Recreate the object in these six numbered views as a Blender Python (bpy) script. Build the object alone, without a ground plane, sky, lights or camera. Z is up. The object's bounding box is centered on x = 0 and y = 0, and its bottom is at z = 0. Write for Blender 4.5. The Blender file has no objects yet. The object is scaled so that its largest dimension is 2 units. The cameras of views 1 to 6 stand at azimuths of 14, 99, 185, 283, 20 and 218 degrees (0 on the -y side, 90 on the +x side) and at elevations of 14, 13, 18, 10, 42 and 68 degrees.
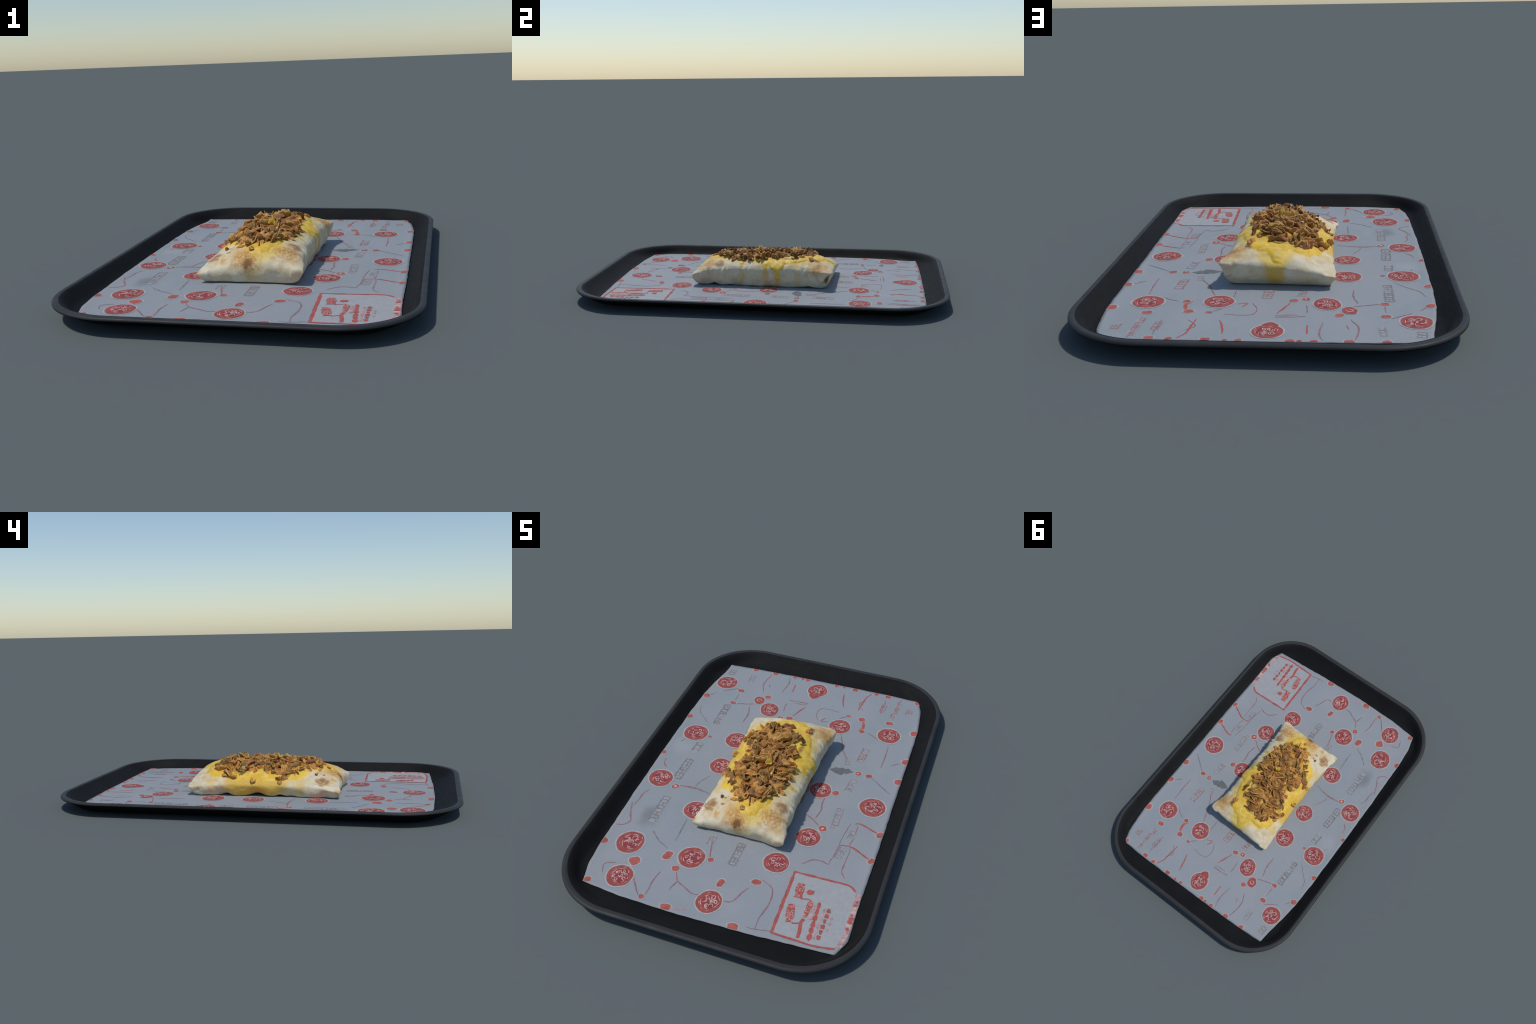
import bpy, bmesh, math, random
import numpy as np
from mathutils import Vector, Matrix, noise
from mathutils.bvhtree import BVHTree

random.seed(7)
rng = np.random.default_rng(7)
noise.seed_set(3)
SC = bpy.context.scene.collection


# ------------------------------------------------------------------ helpers
def smooth(a, b, x):
    t = np.clip((np.asarray(x, float) - a) / (b - a), 0, 1)
    return t * t * (3 - 2 * t)


def fbm(x, y, z, s, seed=0.0):
    return noise.noise(Vector((x * s + seed, y * s - seed * 1.7, z * s + seed * .6)))


def root(name, z, label, category):
    e = bpy.data.objects.new(name, None)
    e.location = (0, 0, z)
    e.empty_display_size = .1
    SC.objects.link(e)
    e["label"] = label
    e["category"] = category
    return e


def add(name, mesh, parent):
    """Link a mesh whose coordinates are world coordinates under its parent."""
    ob = bpy.data.objects.new(name, mesh)
    SC.objects.link(ob)
    ob.parent = parent
    p = parent
    off = Vector((0, 0, 0))
    while p is not None:
        off += p.location
        p = p.parent
    ob.matrix_parent_inverse = Matrix.Translation(-off)
    return ob


def new_mesh(name, verts, faces, mats, idx=None, shade=True):
    me = bpy.data.meshes.new(name)
    me.from_pydata([tuple(map(float, v)) for v in verts], [], [tuple(map(int, f)) for f in faces])
    for m in mats:
        me.materials.append(m)
    if idx is not None:
        me.polygons.foreach_set("material_index", np.asarray(idx, np.int32))
    if shade:
        me.polygons.foreach_set("use_smooth", np.ones(len(me.polygons), bool))
    me.update()
    return me


# ---------------------------------------------------------------- materials
class Nodes:
    def __init__(self, name, rough=.6, spec=.4):
        self.m = bpy.data.materials.new(name)
        self.m.use_nodes = True
        self.t = self.m.node_tree
        self.b = self.t.nodes["Principled BSDF"]
        self.b.inputs["Roughness"].default_value = rough
        self.b.inputs["Specular IOR Level"].default_value = spec
        self.obj = self.n("ShaderNodeTexCoord").outputs["Object"]

    def n(self, kind, **kw):
        nd = self.t.nodes.new(kind)
        for k, v in kw.items():
            setattr(nd, k, v)
        return nd

    def put(self, sock, v):
        if hasattr(v, "is_output"):
            self.t.links.new(v, sock)
        else:
            if hasattr(sock.default_value, "__len__") and len(sock.default_value) == 4 and len(v) == 3:
                v = (*v, 1)
            sock.default_value = v

    def noise(self, scale, detail=3, rough=.55, vec=None, dist=0., out="Fac"):
        nd = self.n("ShaderNodeTexNoise")
        nd.inputs["Scale"].default_value = scale
        nd.inputs["Detail"].default_value = detail
        nd.inputs["Roughness"].default_value = rough
        nd.inputs["Distortion"].default_value = dist
        self.put(nd.inputs["Vector"], vec if vec is not None else self.obj)
        return nd.outputs[out]

    def scaled(self, s):
        nd = self.n("ShaderNodeMapping")
        nd.inputs["Scale"].default_value = s
        self.put(nd.inputs["Vector"], self.obj)
        return nd.outputs["Vector"]

    def ramp(self, v, a, b, lo=0., hi=1.):
        nd = self.n("ShaderNodeMapRange", interpolation_type="SMOOTHSTEP")
        self.put(nd.inputs["Value"], v)
        nd.inputs["From Min"].default_value = a
        nd.inputs["From Max"].default_value = b
        nd.inputs["To Min"].default_value = lo
        nd.inputs["To Max"].default_value = hi
        return nd.outputs["Result"]

    def math(self, op, a, b=0., clamp=False):
        nd = self.n("ShaderNodeMath", operation=op, use_clamp=clamp)
        self.put(nd.inputs[0], a)
        self.put(nd.inputs[1], b)
        return nd.outputs[0]

    def vmath(self, op, a, b=(0, 0, 0), out="Vector"):
        nd = self.n("ShaderNodeVectorMath", operation=op)
        self.put(nd.inputs[0], a)
        self.put(nd.inputs[1], b)
        return nd.outputs[out]

    def mix(self, fac, a, b):
        nd = self.n("ShaderNodeMix", data_type="RGBA")
        self.put(nd.inputs["Factor"], fac)
        self.put(nd.inputs["A"], a)
        self.put(nd.inputs["B"], b)
        return nd.outputs["Result"]

    def wobble(self, amp, scale):
        c = self.noise(scale, 3, out="Color")
        d = self.vmath("SUBTRACT", c, (.5, .5, .5))
        d = self.vmath("MULTIPLY", d, (amp, amp, amp))
        return self.vmath("ADD", self.obj, d)

    def blot(self, vec, c, r, soft=.35, gain=1.):
        """soft ellipsoid mask around point c with radii r"""
        d = self.vmath("SUBTRACT", vec, c)
        d = self.vmath("DIVIDE", d, r)
        return self.ramp(self.vmath("LENGTH", d, out="Value"), 1 + soft, 1 - soft, 0, gain)

    def most(self, *ms):
        o = ms[0]
        for m in ms[1:]:
            o = self.math("MAXIMUM", o, m)
        return o

    def bump(self, h, strength=.3, dist=.002):
        nd = self.n("ShaderNodeBump")
        nd.inputs["Strength"].default_value = strength
        nd.inputs["Distance"].default_value = dist
        self.put(nd.inputs["Height"], h)
        self.put(self.b.inputs["Normal"], nd.outputs["Normal"])

    def color(self, c):
        self.put(self.b.inputs["Base Color"], c)
        return self.m


def ink(name, col, var=.15, rough=.7):
    k = Nodes(name, rough, .2)
    n = k.noise(60, 4)
    dark = tuple(c * (1 - var) for c in col)
    light = tuple(min(1, c * (1 + var)) for c in col)
    return k.color(k.mix(k.ramp(n, .3, .7), dark, light))


def mat_tray(name, col, rough, spec, worn=None):
    k = Nodes(name, rough, spec)
    a = k.noise(9, 4)
    streak = k.noise(30, 3, vec=k.scaled((1, 1, 6)))
    c = k.mix(k.ramp(a, .3, .7), tuple(x * .88 for x in col), tuple(x * 1.12 for x in col))
    if worn:
        w = k.noise(130, 4, .7)
        c = k.mix(k.ramp(w, .55, .72, 0, .5), c, worn)
    k.put(k.b.inputs["Roughness"], k.ramp(streak, .2, .8, rough - .06, rough + .06))
    k.bump(k.noise(420, 2), .12, .0006)
    return k.color(c)


M_BASIN = mat_tray("black_plastic", (.0108, .0109, .0112), .66, .09)
M_RIM = mat_tray("worn_black_plastic", (.035, .0355, .037), .52, .2, (.050, .051, .054))
M_BASE = mat_tray("black_plastic_underside", (.007, .007, .0075), .7, .1)  # same plastic, colour darkened for the shade under the tray


def mat_paper():
    k = Nodes("waxed_paper", .6, .25)
    base, pale, cool = (.288, .312, .332), (.308, .320, .338), (.262, .299, .317)
    a = k.noise(5, 4)
    b = k.noise(3.1, 3, vec=k.vmath("ADD", k.obj, (3, 1, 2)))
    c = k.mix(k.ramp(a, .4, .65), base, pale)
    c = k.mix(k.ramp(b, .45, .7, 0, .7), c, cool)
    g = k.noise(240, 2)
    c = k.mix(k.ramp(g, .35, .75, 0, .25), c, (.39, .41, .43))
    # fibres running along the sheet and faint creases
    f = k.noise(40, 3, vec=k.scaled((4, .5, 1)))
    c = k.mix(k.ramp(f, .6, .75, 0, .25), c, (.26, .285, .315))
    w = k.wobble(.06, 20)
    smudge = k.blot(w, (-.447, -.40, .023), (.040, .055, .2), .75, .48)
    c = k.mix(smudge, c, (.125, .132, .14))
    haze = k.blot(w, (-.52, .11, .023), (.05, .05, .2), .6, .5)
    c = k.mix(haze, c, (.37, .385, .40))
    k.bump(k.math("ADD", k.noise(90, 4), k.math("MULTIPLY", f, .6)), .25, .0015)
    return k.color(c)


M_PAPER = mat_paper()
M_RED = ink("red_ink", (.345, .082, .072), .16)
M_DEEP = ink("deep_red_ink", (.295, .052, .060), .15)
M_TAG = ink("bright_red_ink", (.405, .110, .088), .2)
M_HALO = ink("pale_halo_ink", (.405, .405, .40), .1)
M_CREAM = ink("cream_ink", (.56, .39, .34), .2)
M_LINE = ink("faded_red_line_ink", (.29, .165, .175), .2)
M_RULE = ink("red_rule_ink", (.42, .098, .085), .15)
M_GREY = ink("grey_lettering_ink", (.222, .218, .225), .18)
M_STRIP = ink("pale_lettering_ground_ink", (.330, .338, .343), .06)
M_FAINT = ink("faint_lettering_ink", (.262, .245, .262), .14)
M_ROSE = ink("rose_lettering_ink", (.30, .215, .225), .2)
M_PANEL = ink("panel_pale_ink", (.365, .372, .38), .05)
M_GREY_PATCH = ink("dark_grey_patch", (.148, .158, .165), .08)
M_PINK = ink("pink_edge_ink", (.44, .29, .28), .25)

CREAM = (.67, .575, .385)


def mat_tortilla():
    k = Nodes("baked_tortilla", .62, .3)
    b = k.b
    b.inputs["Subsurface Weight"].default_value = .06
    b.inputs["Subsurface Radius"].default_value = (.02, .012, .006)
    b.inputs["Subsurface Scale"].default_value = .3
    n = k.noise(11, 4)
    c = k.mix(k.ramp(n, .35, .68), CREAM, (.735, .67, .51))
    c = k.mix(k.ramp(k.noise(26, 4, .65), .45, .68, 0, .7), c, (.60, .465, .26))
    # tiny dark flour specks
    v = k.n("ShaderNodeTexVoronoi")
    v.inputs["Scale"].default_value = 75
    k.put(v.inputs["Vector"], k.obj)
    c = k.mix(k.ramp(v.outputs["Distance"], .10, .05, 0, .55), c, (.36, .22, .10))
    w = k.wobble(.05, 26)
    w2 = k.wobble(.05, 45)
    # yellow sauce soaked into the wrap
    soak = k.most(
        k.blot(w, (-.21, .03, .085), (.075, .165, .085), .28, .92),
        k.blot(w, (0, .385, .085), (.036, .07, .085), .45, .85),
        k.blot(w, (.19, -.129, .09), (.05, .014, .055), .5, .50),
        k.blot(w, (.19, .006, .10), (.05, .017, .060), .5, .55),
        k.blot(w, (.19, .07, .08), (.05, .020, .060), .5, .55),
        k.blot(w, (.19, .182, .10), (.05, .015, .055), .5, .40),
        k.blot(w, (-.01, -.39, .09), (.045, .06, .06), .5, .35),
        k.blot(w, (-.20, -.20, .09), (.05, .024, .055), .5, .55),
        k.blot(w, (-.20, .262, .10), (.05, .026, .050), .5, .50),
        k.blot(w, (0, .02, .16), (.17, .36, .05), .3, .45))
    c = k.mix(soak, c, (.66, .41, .052))
    halo = k.most(
        k.blot(w, (.025, -.31, .15), (.085, .085, .06), .3, .9),
        k.blot(w, (-.02, -.14, .16), (.155, .14, .06), .22, .85),
        k.blot(w, (-.02, .03, .15), (.20, .15, .07), .2, .85),
        k.blot(w, (-.03, .19, .15), (.19, .14, .06), .2, .85),
        k.blot(w, (.0, .33, .15), (.07, .07, .06), .3, .9))
    c = k.mix(halo, c, (.78, .56, .14))
    # toasted patches
    streak = k.noise(46, 4, .7, vec=k.scaled((2.2, .7, .7)))
    speck = k.ramp(k.noise(85, 3, .7), .42, .62)
    pale = k.most(
        k.blot(w, (-.045, -.352, .125), (.062, .05, .05), .45, .9),
        k.blot(w, (.120, -.322, .115), (.055, .045, .05), .4, .8),
        k.blot(w, (.15, -.365, .11), (.035, .025, .04), .5, .7),
        k.blot(w, (.172, .305, .14), (.058, .055, .05), .5, .85),
        k.blot(w, (-.16, -.34, .11), (.02, .03, .04), .6, .3),
        k.blot(w2, (-.127, .343, .12), (.016, .014, .03), .5, .5),
        k.blot(w2, (-.167, .32, .12), (.014, .014, .03), .5, .4),
        k.blot(w2, (-.128, -.363, .11), (.014, .018, .03), .5, .9),
        k.blot(w2, (-.236, -.40, .065), (.02, .02, .018), .5, .8),
        k.blot(w2, (-.105, -.30, .15), (.03, .025, .03), .7, .5))
    pale_f = k.math("MULTIPLY", pale, k.ramp(streak, .25, .6, .45, 1))
    c = k.mix(pale_f, c, (.60, .33, .075))
    patch = k.most(
        k.blot(w2, (.142, -.258, .145), (.033, .026, .03), .35, .85),
        k.blot(w2, (-.180, -.312, .105), (.030, .037, .045), .28, .95),
        k.blot(w2, (.175, .30, .145), (.030, .030, .03), .6, .5))
    c = k.mix(k.math('MULTIPLY', patch, k.ramp(k.noise(70, 4, .7), .3, .55, .45, 1)), c, (.36, .18, .06))
    spots = k.most(
        k.blot(w, (-.03, -.37, .115), (.055, .045, .045), .5, 1),
        k.blot(w, (.115, -.325, .115), (.06, .05, .05), .4, 1))
    c = k.mix(k.math("MULTIPLY", k.math("MULTIPLY", spots, speck), .8), c, (.42, .185, .04))
    dark = k.most(
        k.blot(w2, (-.022, -.388, .105), (.020, .030, .024), .6, .9),
        k.blot(w2, (.108, .288, .155), (.012, .022, .03), .5, .95),
        k.blot(w2, (-.118, -.316, .13), (.010, .009, .02), .5, .7),
        k.blot(w2, (-.114, -.277, .14), (.010, .010, .02), .5, .8),
        k.blot(w2, (-.172, -.312, .11), (.012, .016, .02), .6, .4),
        k.blot(w2, (.185, .345, .078), (.026, .012, .028), .5, .75))  # dark brown blot in the hollow of the corner fold
    c = k.mix(dark, c, (.19, .075, .020))
    k.bump(k.math("ADD", k.noise(70, 4), k.math("MULTIPLY", k.noise(260, 2), .4)), .42, .0022)
    return k.color(c)


M_TORT = mat_tortilla()


def mat_cheese():
    k = Nodes("melted_cheese_sauce", .5, .28)
    k.b.inputs["Subsurface Weight"].default_value = .08
    k.b.inputs["Subsurface Radius"].default_value = (.02, .012, .003)
    k.b.inputs["Subsurface Scale"].default_value = .3
    n = k.noise(16, 4)
    c = k.mix(k.ramp(n, .32, .68), (.70, .43, .036), (.82, .54, .060))
    c = k.mix(k.ramp(k.noise(38, 4, .7), .46, .70, 0, .8), c, (.80, .62, .23))
    w = k.wobble(.07, 22)
    brown = k.most(
        k.blot(w, (.0, -.135, .18), (.115, .135, .07), .22, 1),
        k.blot(w, (-.05, -.06, .18), (.105, .12, .07), .22, 1),
        k.blot(w, (-.055, .14, .18), (.115, .125, .07), .22, 1),
        k.blot(w, (.0, .05, .18), (.08, .11, .07), .22, 1))
    bn = k.ramp(k.noise(34, 4, .65), .34, .56, .25, 1)
    c = k.mix(k.math("MULTIPLY", brown, bn), c, (.36, .135, .025))
    c = k.mix(k.math("MULTIPLY", brown, k.ramp(k.noise(50, 4, .7, vec=w), .52, .64, 0, .8)), c, (.14, .045, .02))
    char = k.blot(w, (.107, .272, .165), (.012, .03, .04), .6, .9)
    c = k.mix(char, c, (.16, .06, .025))
    char2 = k.blot(k.wobble(.02, 50), (.108, .118, .17), (.008, .030, .04), .7, .7)
    c = k.mix(char2, c, (.25, .11, .04))
    k.put(k.b.inputs["Roughness"], k.ramp(k.noise(30, 3), .3, .7, .42, .62))
    k.bump(k.math("ADD", k.noise(60, 4), k.noise(160, 2)), .3, .0014)
    return k.color(c)


M_CHEESE = mat_cheese()


def mat_onion(name, a, b, c3, shift):
    k = Nodes(name, .55, .35)
    info = k.n("ShaderNodeObjectInfo").outputs["Random"]
    vec = k.vmath("ADD", k.obj, k.vmath("SCALE", (7.1, 3.3, 9.7), (0, 0, 0)))
    comb = k.n("ShaderNodeCombineXYZ")
    k.put(comb.inputs[0], k.math("MULTIPLY", info, 37))
    vec = k.vmath("ADD", k.obj, comb.outputs[0])
    n = k.noise(42, 4, .6, vec=vec)
    c = k.mix(k.ramp(n, .3, .7), a, b)
    c = k.mix(k.ramp(k.noise(20, 3, vec=vec), .55, .72, 0, .8), c, c3)
    hsv = k.n("ShaderNodeHueSaturation")
    k.put(hsv.inputs["Value"], k.ramp(info, 0, 1, .55 + shift, 1.38 + shift))
    hs = k.math("FRACT", k.math("MULTIPLY", info, 7.3))
    k.put(hsv.inputs["Hue"], k.ramp(hs, 0, 1, .497, .514))
    k.put(hsv.inputs["Color"], c)
    k.bump(k.noise(120, 3, vec=vec), .3, .0015)
    return k.color(hsv.outputs["Color"])


M_ONION = mat_onion("fried_onion", (.335, .132, .031), (.45, .212, .058), (.19, .056, .015), 0)
M_ONION_EDGE = mat_onion("fried_onion_edge", (.46, .225, .060), (.56, .33, .11), (.33, .130, .030), .03)
M_ONION_PALE = mat_onion("pale_onion", (.60, .42, .12), (.66, .50, .22), (.50, .28, .07), .05)
M_GOLDBIT = ink("golden_bit", (.66, .44, .06), .2, .5)
M_FLAP = ink("browned_tortilla_flap", (.23, .135, .06), .25, .7)


# --------------------------------------------------------------------- tray
tray = root("serving_tray", 0, "Black plastic serving tray with rounded corners and raised rim", "tray")


def ring(w, l, r, n=22, m=10):
    """rounded rectangle, half sizes w, l, corner radius r"""
    pts = []
    for cx, cy, a0 in ((w - r, l - r, 0), (-(w - r), l - r, 90), (-(w - r), -(l - r), 180), (w - r, -(l - r), 270)):
        for i in range(n + 1):
            a = math.radians(a0 + 90 * i / n)
            pts.append((cx + r * math.cos(a), cy + r * math.sin(a)))
    out = []
    for i, p in enumerate(pts):
        q = pts[(i + 1) % len(pts)]
        out.append(p)
        if i % (n + 1) == n:
            for j in range(1, m):
                out.append((p[0] + (q[0] - p[0]) * j / m, p[1] + (q[1] - p[1]) * j / m))
    return out


# half width, half length, corner radius, height, part
PROFILE = [
    (.300, .580, .10, .0195, "basin"),
    (.565, .850, .115, .0195, "basin"),
    (.590, .878, .140, .0205, "basin"),
    (.601, .894, .165, .0255, "basin"),
    (.611, .911, .195, .0335, "basin"),
    (.621, .929, .225, .0425, "basin"),
    (.631, .945, .255, .0520, "basin"),
    (.640, .957, .267, .0610, "basin"),
    (.647, .964, .275, .0668, "basin"),
    (.654, .973, .283, .0686, "basin"),
    (.662, .983, .290, .0702, "rim"),
    (.669, .991, .296, .0699, "rim"),
    (.6720, .9960, .300, .0678, "rim"),
    (.6748, .9992, .303, .0643, "rim"),
    (.6750, .9998, .303, .0600, "rim"),
    (.6750, .9960, .300, .0565, "underside"),
    (.665, .985, .29, .0535, "underside"),
    (.650, .968, .27, .0480, "underside"),
    (.616, .932, .22, .0265, "underside"),
    (.588, .900, .18, .0130, "underside"),
    (.574, .884, .165, .0070, "underside"),
    (.562, .872, .155, .0042, "underside"),
    (.540, .850, .14, .0000, "underside"),
    (.300, .580, .10, .0000, "underside"),
]


BASIN = []


def build_tray():
    verts, faces, part = [], [], []
    N = None
    for (w, l, r, z, _) in PROFILE:
        loop = ring(w, l, r)
        N = len(loop)
        verts += [(x, y, z + .0006 * fbm(x, y, 0, 2.2, 5) * (1 if z > .03 else 0)) for x, y in loop]
    for k in range(len(PROFILE) - 1):
        for i in range(N):
            j = (i + 1) % N
            faces.append((k * N + i, k * N + j, (k + 1) * N + j, (k + 1) * N + i))
            part.append(PROFILE[k + 1][4] if PROFILE[k + 1][4] != "rim" else "rim")
    faces.append(tuple(reversed(range(N))))
    part.append("basin")
    last = (len(PROFILE) - 1) * N
    faces.append(tuple(last + i for i in range(N)))
    part.append("underside")
    # the loops run counter-clockwise from the floor outward: flip to face out
    faces = [tuple(reversed(f)) for f in faces]
    me = new_mesh("whole_tray", verts, faces, [])
    nrm = np.zeros(len(verts) * 3)
    me.vertices.foreach_get("normal", nrm)
    nrm = nrm.reshape(-1, 3)
    mats = {"basin": M_BASIN, "rim": M_RIM, "underside": M_BASE}
    for pname in ("basin", "rim", "underside"):
        fs = [f for f, q in zip(faces, part) if q == pname]
        used = sorted({i for f in fs for i in f})
        remap = {v: i for i, v in enumerate(used)}
        pm = new_mesh(pname, [verts[i] for i in used], [[remap[i] for i in f] for f in fs], [mats[pname]])
        pm.normals_split_custom_set_from_vertices([tuple(nrm[i]) for i in used])
        if pname == "basin":
            BASIN.append(BVHTree.FromPolygons([Vector(verts[i]) for i in used], [[remap[i] for i in f] for f in fs]))
        add({"basin": "tray_basin", "rim": "tray_rim", "underside": "tray_underside"}[pname], pm, tray)
    bpy.data.meshes.remove(me)


build_tray()

# -------------------------------------------------------------------- paper
PZ = .0235
liner = root("paper_liner", .02, "Grey waxed paper tray liner printed with red medallions", "paper")

EDGE_R = ((-.86, .558), (-.84, .564), (-.76, .594), (-.57, .590), (-.33, .591), (0, .588), (.42, .587), (.62, .583), (.80, .562), (.87, .538))
EDGE_L = ((-.86, .540), (-.75, .566), (-.62, .577), (-.33, .584), (0, .590), (.40, .591), (.55, .587), (.68, .571), (.78, .556), (.87, .546))
EDGE_F = ((-.55, .848), (-.37, .866), (-.10, .871), (.21, .862), (.37, .851), (.57, .840))
EDGE_B = ((-.55, .853), (-.39, .866), (0, .876), (.40, .879), (.54, .874))


def curve(tab, t):
    xs, ys = zip(*tab)
    return float(np.interp(t, xs, ys))


def paper_z(x, y):
    d = min(.585 - abs(x), .868 - abs(y))
    lift = .0028 * float(smooth(.05, -.01, d))
    z = PZ + .0012 * fbm(x, y, 0, 5, 2) + .0005 * fbm(x, y, 0, 17, 8) + lift
    if d < .06:
        h = BASIN[0].ray_cast(Vector((x, y, .3)), Vector((0, 0, -1)))
        if h[0] is not None:
            z = max(z, min(h[0].z, PZ + .0015) + .0022)
    return z


def build_paper():
    nx, ny = 90, 130
    verts = []
    for j in range(ny + 1):
        for i in range(nx + 1):
            u, v = 2 * i / nx - 1, 2 * j / ny - 1
            x0, y0 = u * .57, v * .86
            for _ in range(3):
                hx = curve(EDGE_R, y0) if u > 0 else curve(EDGE_L, y0)
                hy = curve(EDGE_B, x0) if v > 0 else curve(EDGE_F, x0)
                x0, y0 = u * hx, v * hy
            e = .0025 * fbm(x0, y0, 0, 26, 4)
            x0 += e * abs(u) ** 8 * (1 if u > 0 else -1)
            y0 += e * abs(v) ** 8 * (1 if v > 0 else -1)
            verts.append((x0, y0, paper_z(x0, y0)))
    n = len(verts)
    verts += [(x, y, z - .0016) for x, y, z in verts]
    W = nx + 1
    faces = []
    for j in range(ny):
        for i in range(nx):
            a = j * W + i
            faces.append((a, a + 1, a + W + 1, a + W))
            faces.append((n + a, n + a + W, n + a + W + 1, n + a + 1))
    loop = [i for i in range(W)] + [j * W + nx for j in range(1, ny + 1)] + [ny * W + i for i in range(nx - 1, -1, -1)] + [j * W for j in range(ny - 1, 0, -1)]
    for a, b in zip(loop, loop[1:] + loop[:1]):
        faces.append((a, n + a, n + b, b))
    me = new_mesh("paper_sheet", verts, faces, [M_PAPER])
    ob = add("paper_sheet", me, liner)
    return ob


sheet = build_paper()


class Print:
    """ink lying on the paper: flat shapes that follow the sheet, in thin passes"""
    PASS = .0007

    def __init__(self):
        self.v, self.f, self.i, self.mats = [], [], [], []

    def slot(self, m):
        if m not in self.mats:
            self.mats.append(m)
        return self.mats.index(m)

    def clipped(self, x, y):
        hx = (curve(EDGE_R, y) if x > 0 else curve(EDGE_L, y)) - .003
        hy = (curve(EDGE_B, x) if y > 0 else curve(EDGE_F, x)) - .003
        return max(-hx, min(hx, x)), max(-hy, min(hy, y))

    def vert(self, x, y, level):
        x, y = self.clipped(x, y)
        self.v.append((x, y, paper_z(x, y) + self.PASS * level))
        return len(self.v) - 1

    def shape(self, pts, mat, level=1):
        cx = sum(p[0] for p in pts) / len(pts)
        cy = sum(p[1] for p in pts) / len(pts)
        s = self.slot(mat)
        rings = []
        for t in (1, .66, .33):
            rings.append([self.vert(cx + (x - cx) * t, cy + (y - cy) * t, level) for x, y in pts])
        c = self.vert(cx, cy, level)
        n = len(pts)
        for a, b in zip(rings, rings[1:]):
            for i in range(n):
                self.f.append((a[i], a[(i + 1) % n], b[(i + 1) % n], b[i]))
                self.i.append(s)
        for i in range(n):
            self.f.append((rings[-1][i], rings[-1][(i + 1) % n], c))
            self.i.append(s)

    def stroke(self, pts, width, mat, level=1, taper=.35, shake=.0, step=.012, closed=False):
        """ribbon along a smooth curve through pts"""
        P = [Vector(p) for p in pts]
        if len(P) == 2:
            P = [P[0], (P[0] + P[1]) / 2, P[1]]
        Q = [P[0] * 2 - P[1]] + P + [P[-1] * 2 - P[-2]]
        out = []
        for k in range(1, len(Q) - 2):
            n = max(2, int((Q[k + 1] - Q[k]).length / step))
            for i in range(n):
                t = i / n
                a, b, c, d = Q[k - 1], Q[k], Q[k + 1], Q[k + 2]
                out.append(.5 * (2 * b + (c - a) * t + (2 * a - 5 * b + 4 * c - d) * t * t + (3 * b - a - 3 * c + d) * t ** 3))
        out.append(P[-1])
        s = self.slot(mat)
        prev = None
        for i, p in enumerate(out):
            q = out[min(i + 1, len(out) - 1)] - out[max(i - 1, 0)]
            if q.length < 1e-7:
                continue
            nrm = Vector((-q.y, q.x)).normalized()
            t = i / (len(out) - 1)
            wd = width * (1 - taper * abs(2 * t - 1) ** 2)
            wd *= 1 + .5 * fbm(p.x, p.y, 0, 60, 1) if shake else 1
            o = nrm * (shake * fbm(p.x, p.y, 0, 45, 9))
            a = p + o + nrm * wd / 2
            b = p + o - nrm * wd / 2
            cur = (self.vert(a.x, a.y, level), self.vert(b.x, b.y, level))
            if prev:
                self.f.append((prev[0], prev[1], cur[1], cur[0]))
                self.i.append(s)
            prev = cur

    def finish(self, name, parent, stuff=False):
        me = new_mesh(name, self.v, self.f, self.mats, self.i)
        # make every ink face look up
        bm = bmesh.new()
        bm.from_mesh(me)
        bm.normal_update()
        flip = [f for f in bm.faces if f.normal.z < 0]
        bmesh.ops.reverse_faces(bm, faces=flip)
        bm.to_mesh(me)
        bm.free()
        ob = add(name, me, parent)
        if stuff:
            ob["kind"] = "stuff"
        return ob


def oval(cx, cy, r, squash=1., turn=0., rough=.03, n=40, seed=0., power=2.):
    pts = []
    for i in range(n):
        a = 2 * math.pi * i / n
        ca, sa = math.cos(a), math.sin(a)
        q = (abs(ca) ** power + abs(sa) ** power) ** (-1 / power)
        k = r * q * (1 + rough * 2 * noise.noise(Vector((ca * 1.6, sa * 1.6, seed))))
        x, y = k * ca, k * sa * squash
        pts.append((cx + x * math.cos(turn) - y * math.sin(turn), cy + x * math.sin(turn) + y * math.cos(turn)))
    return pts


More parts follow.
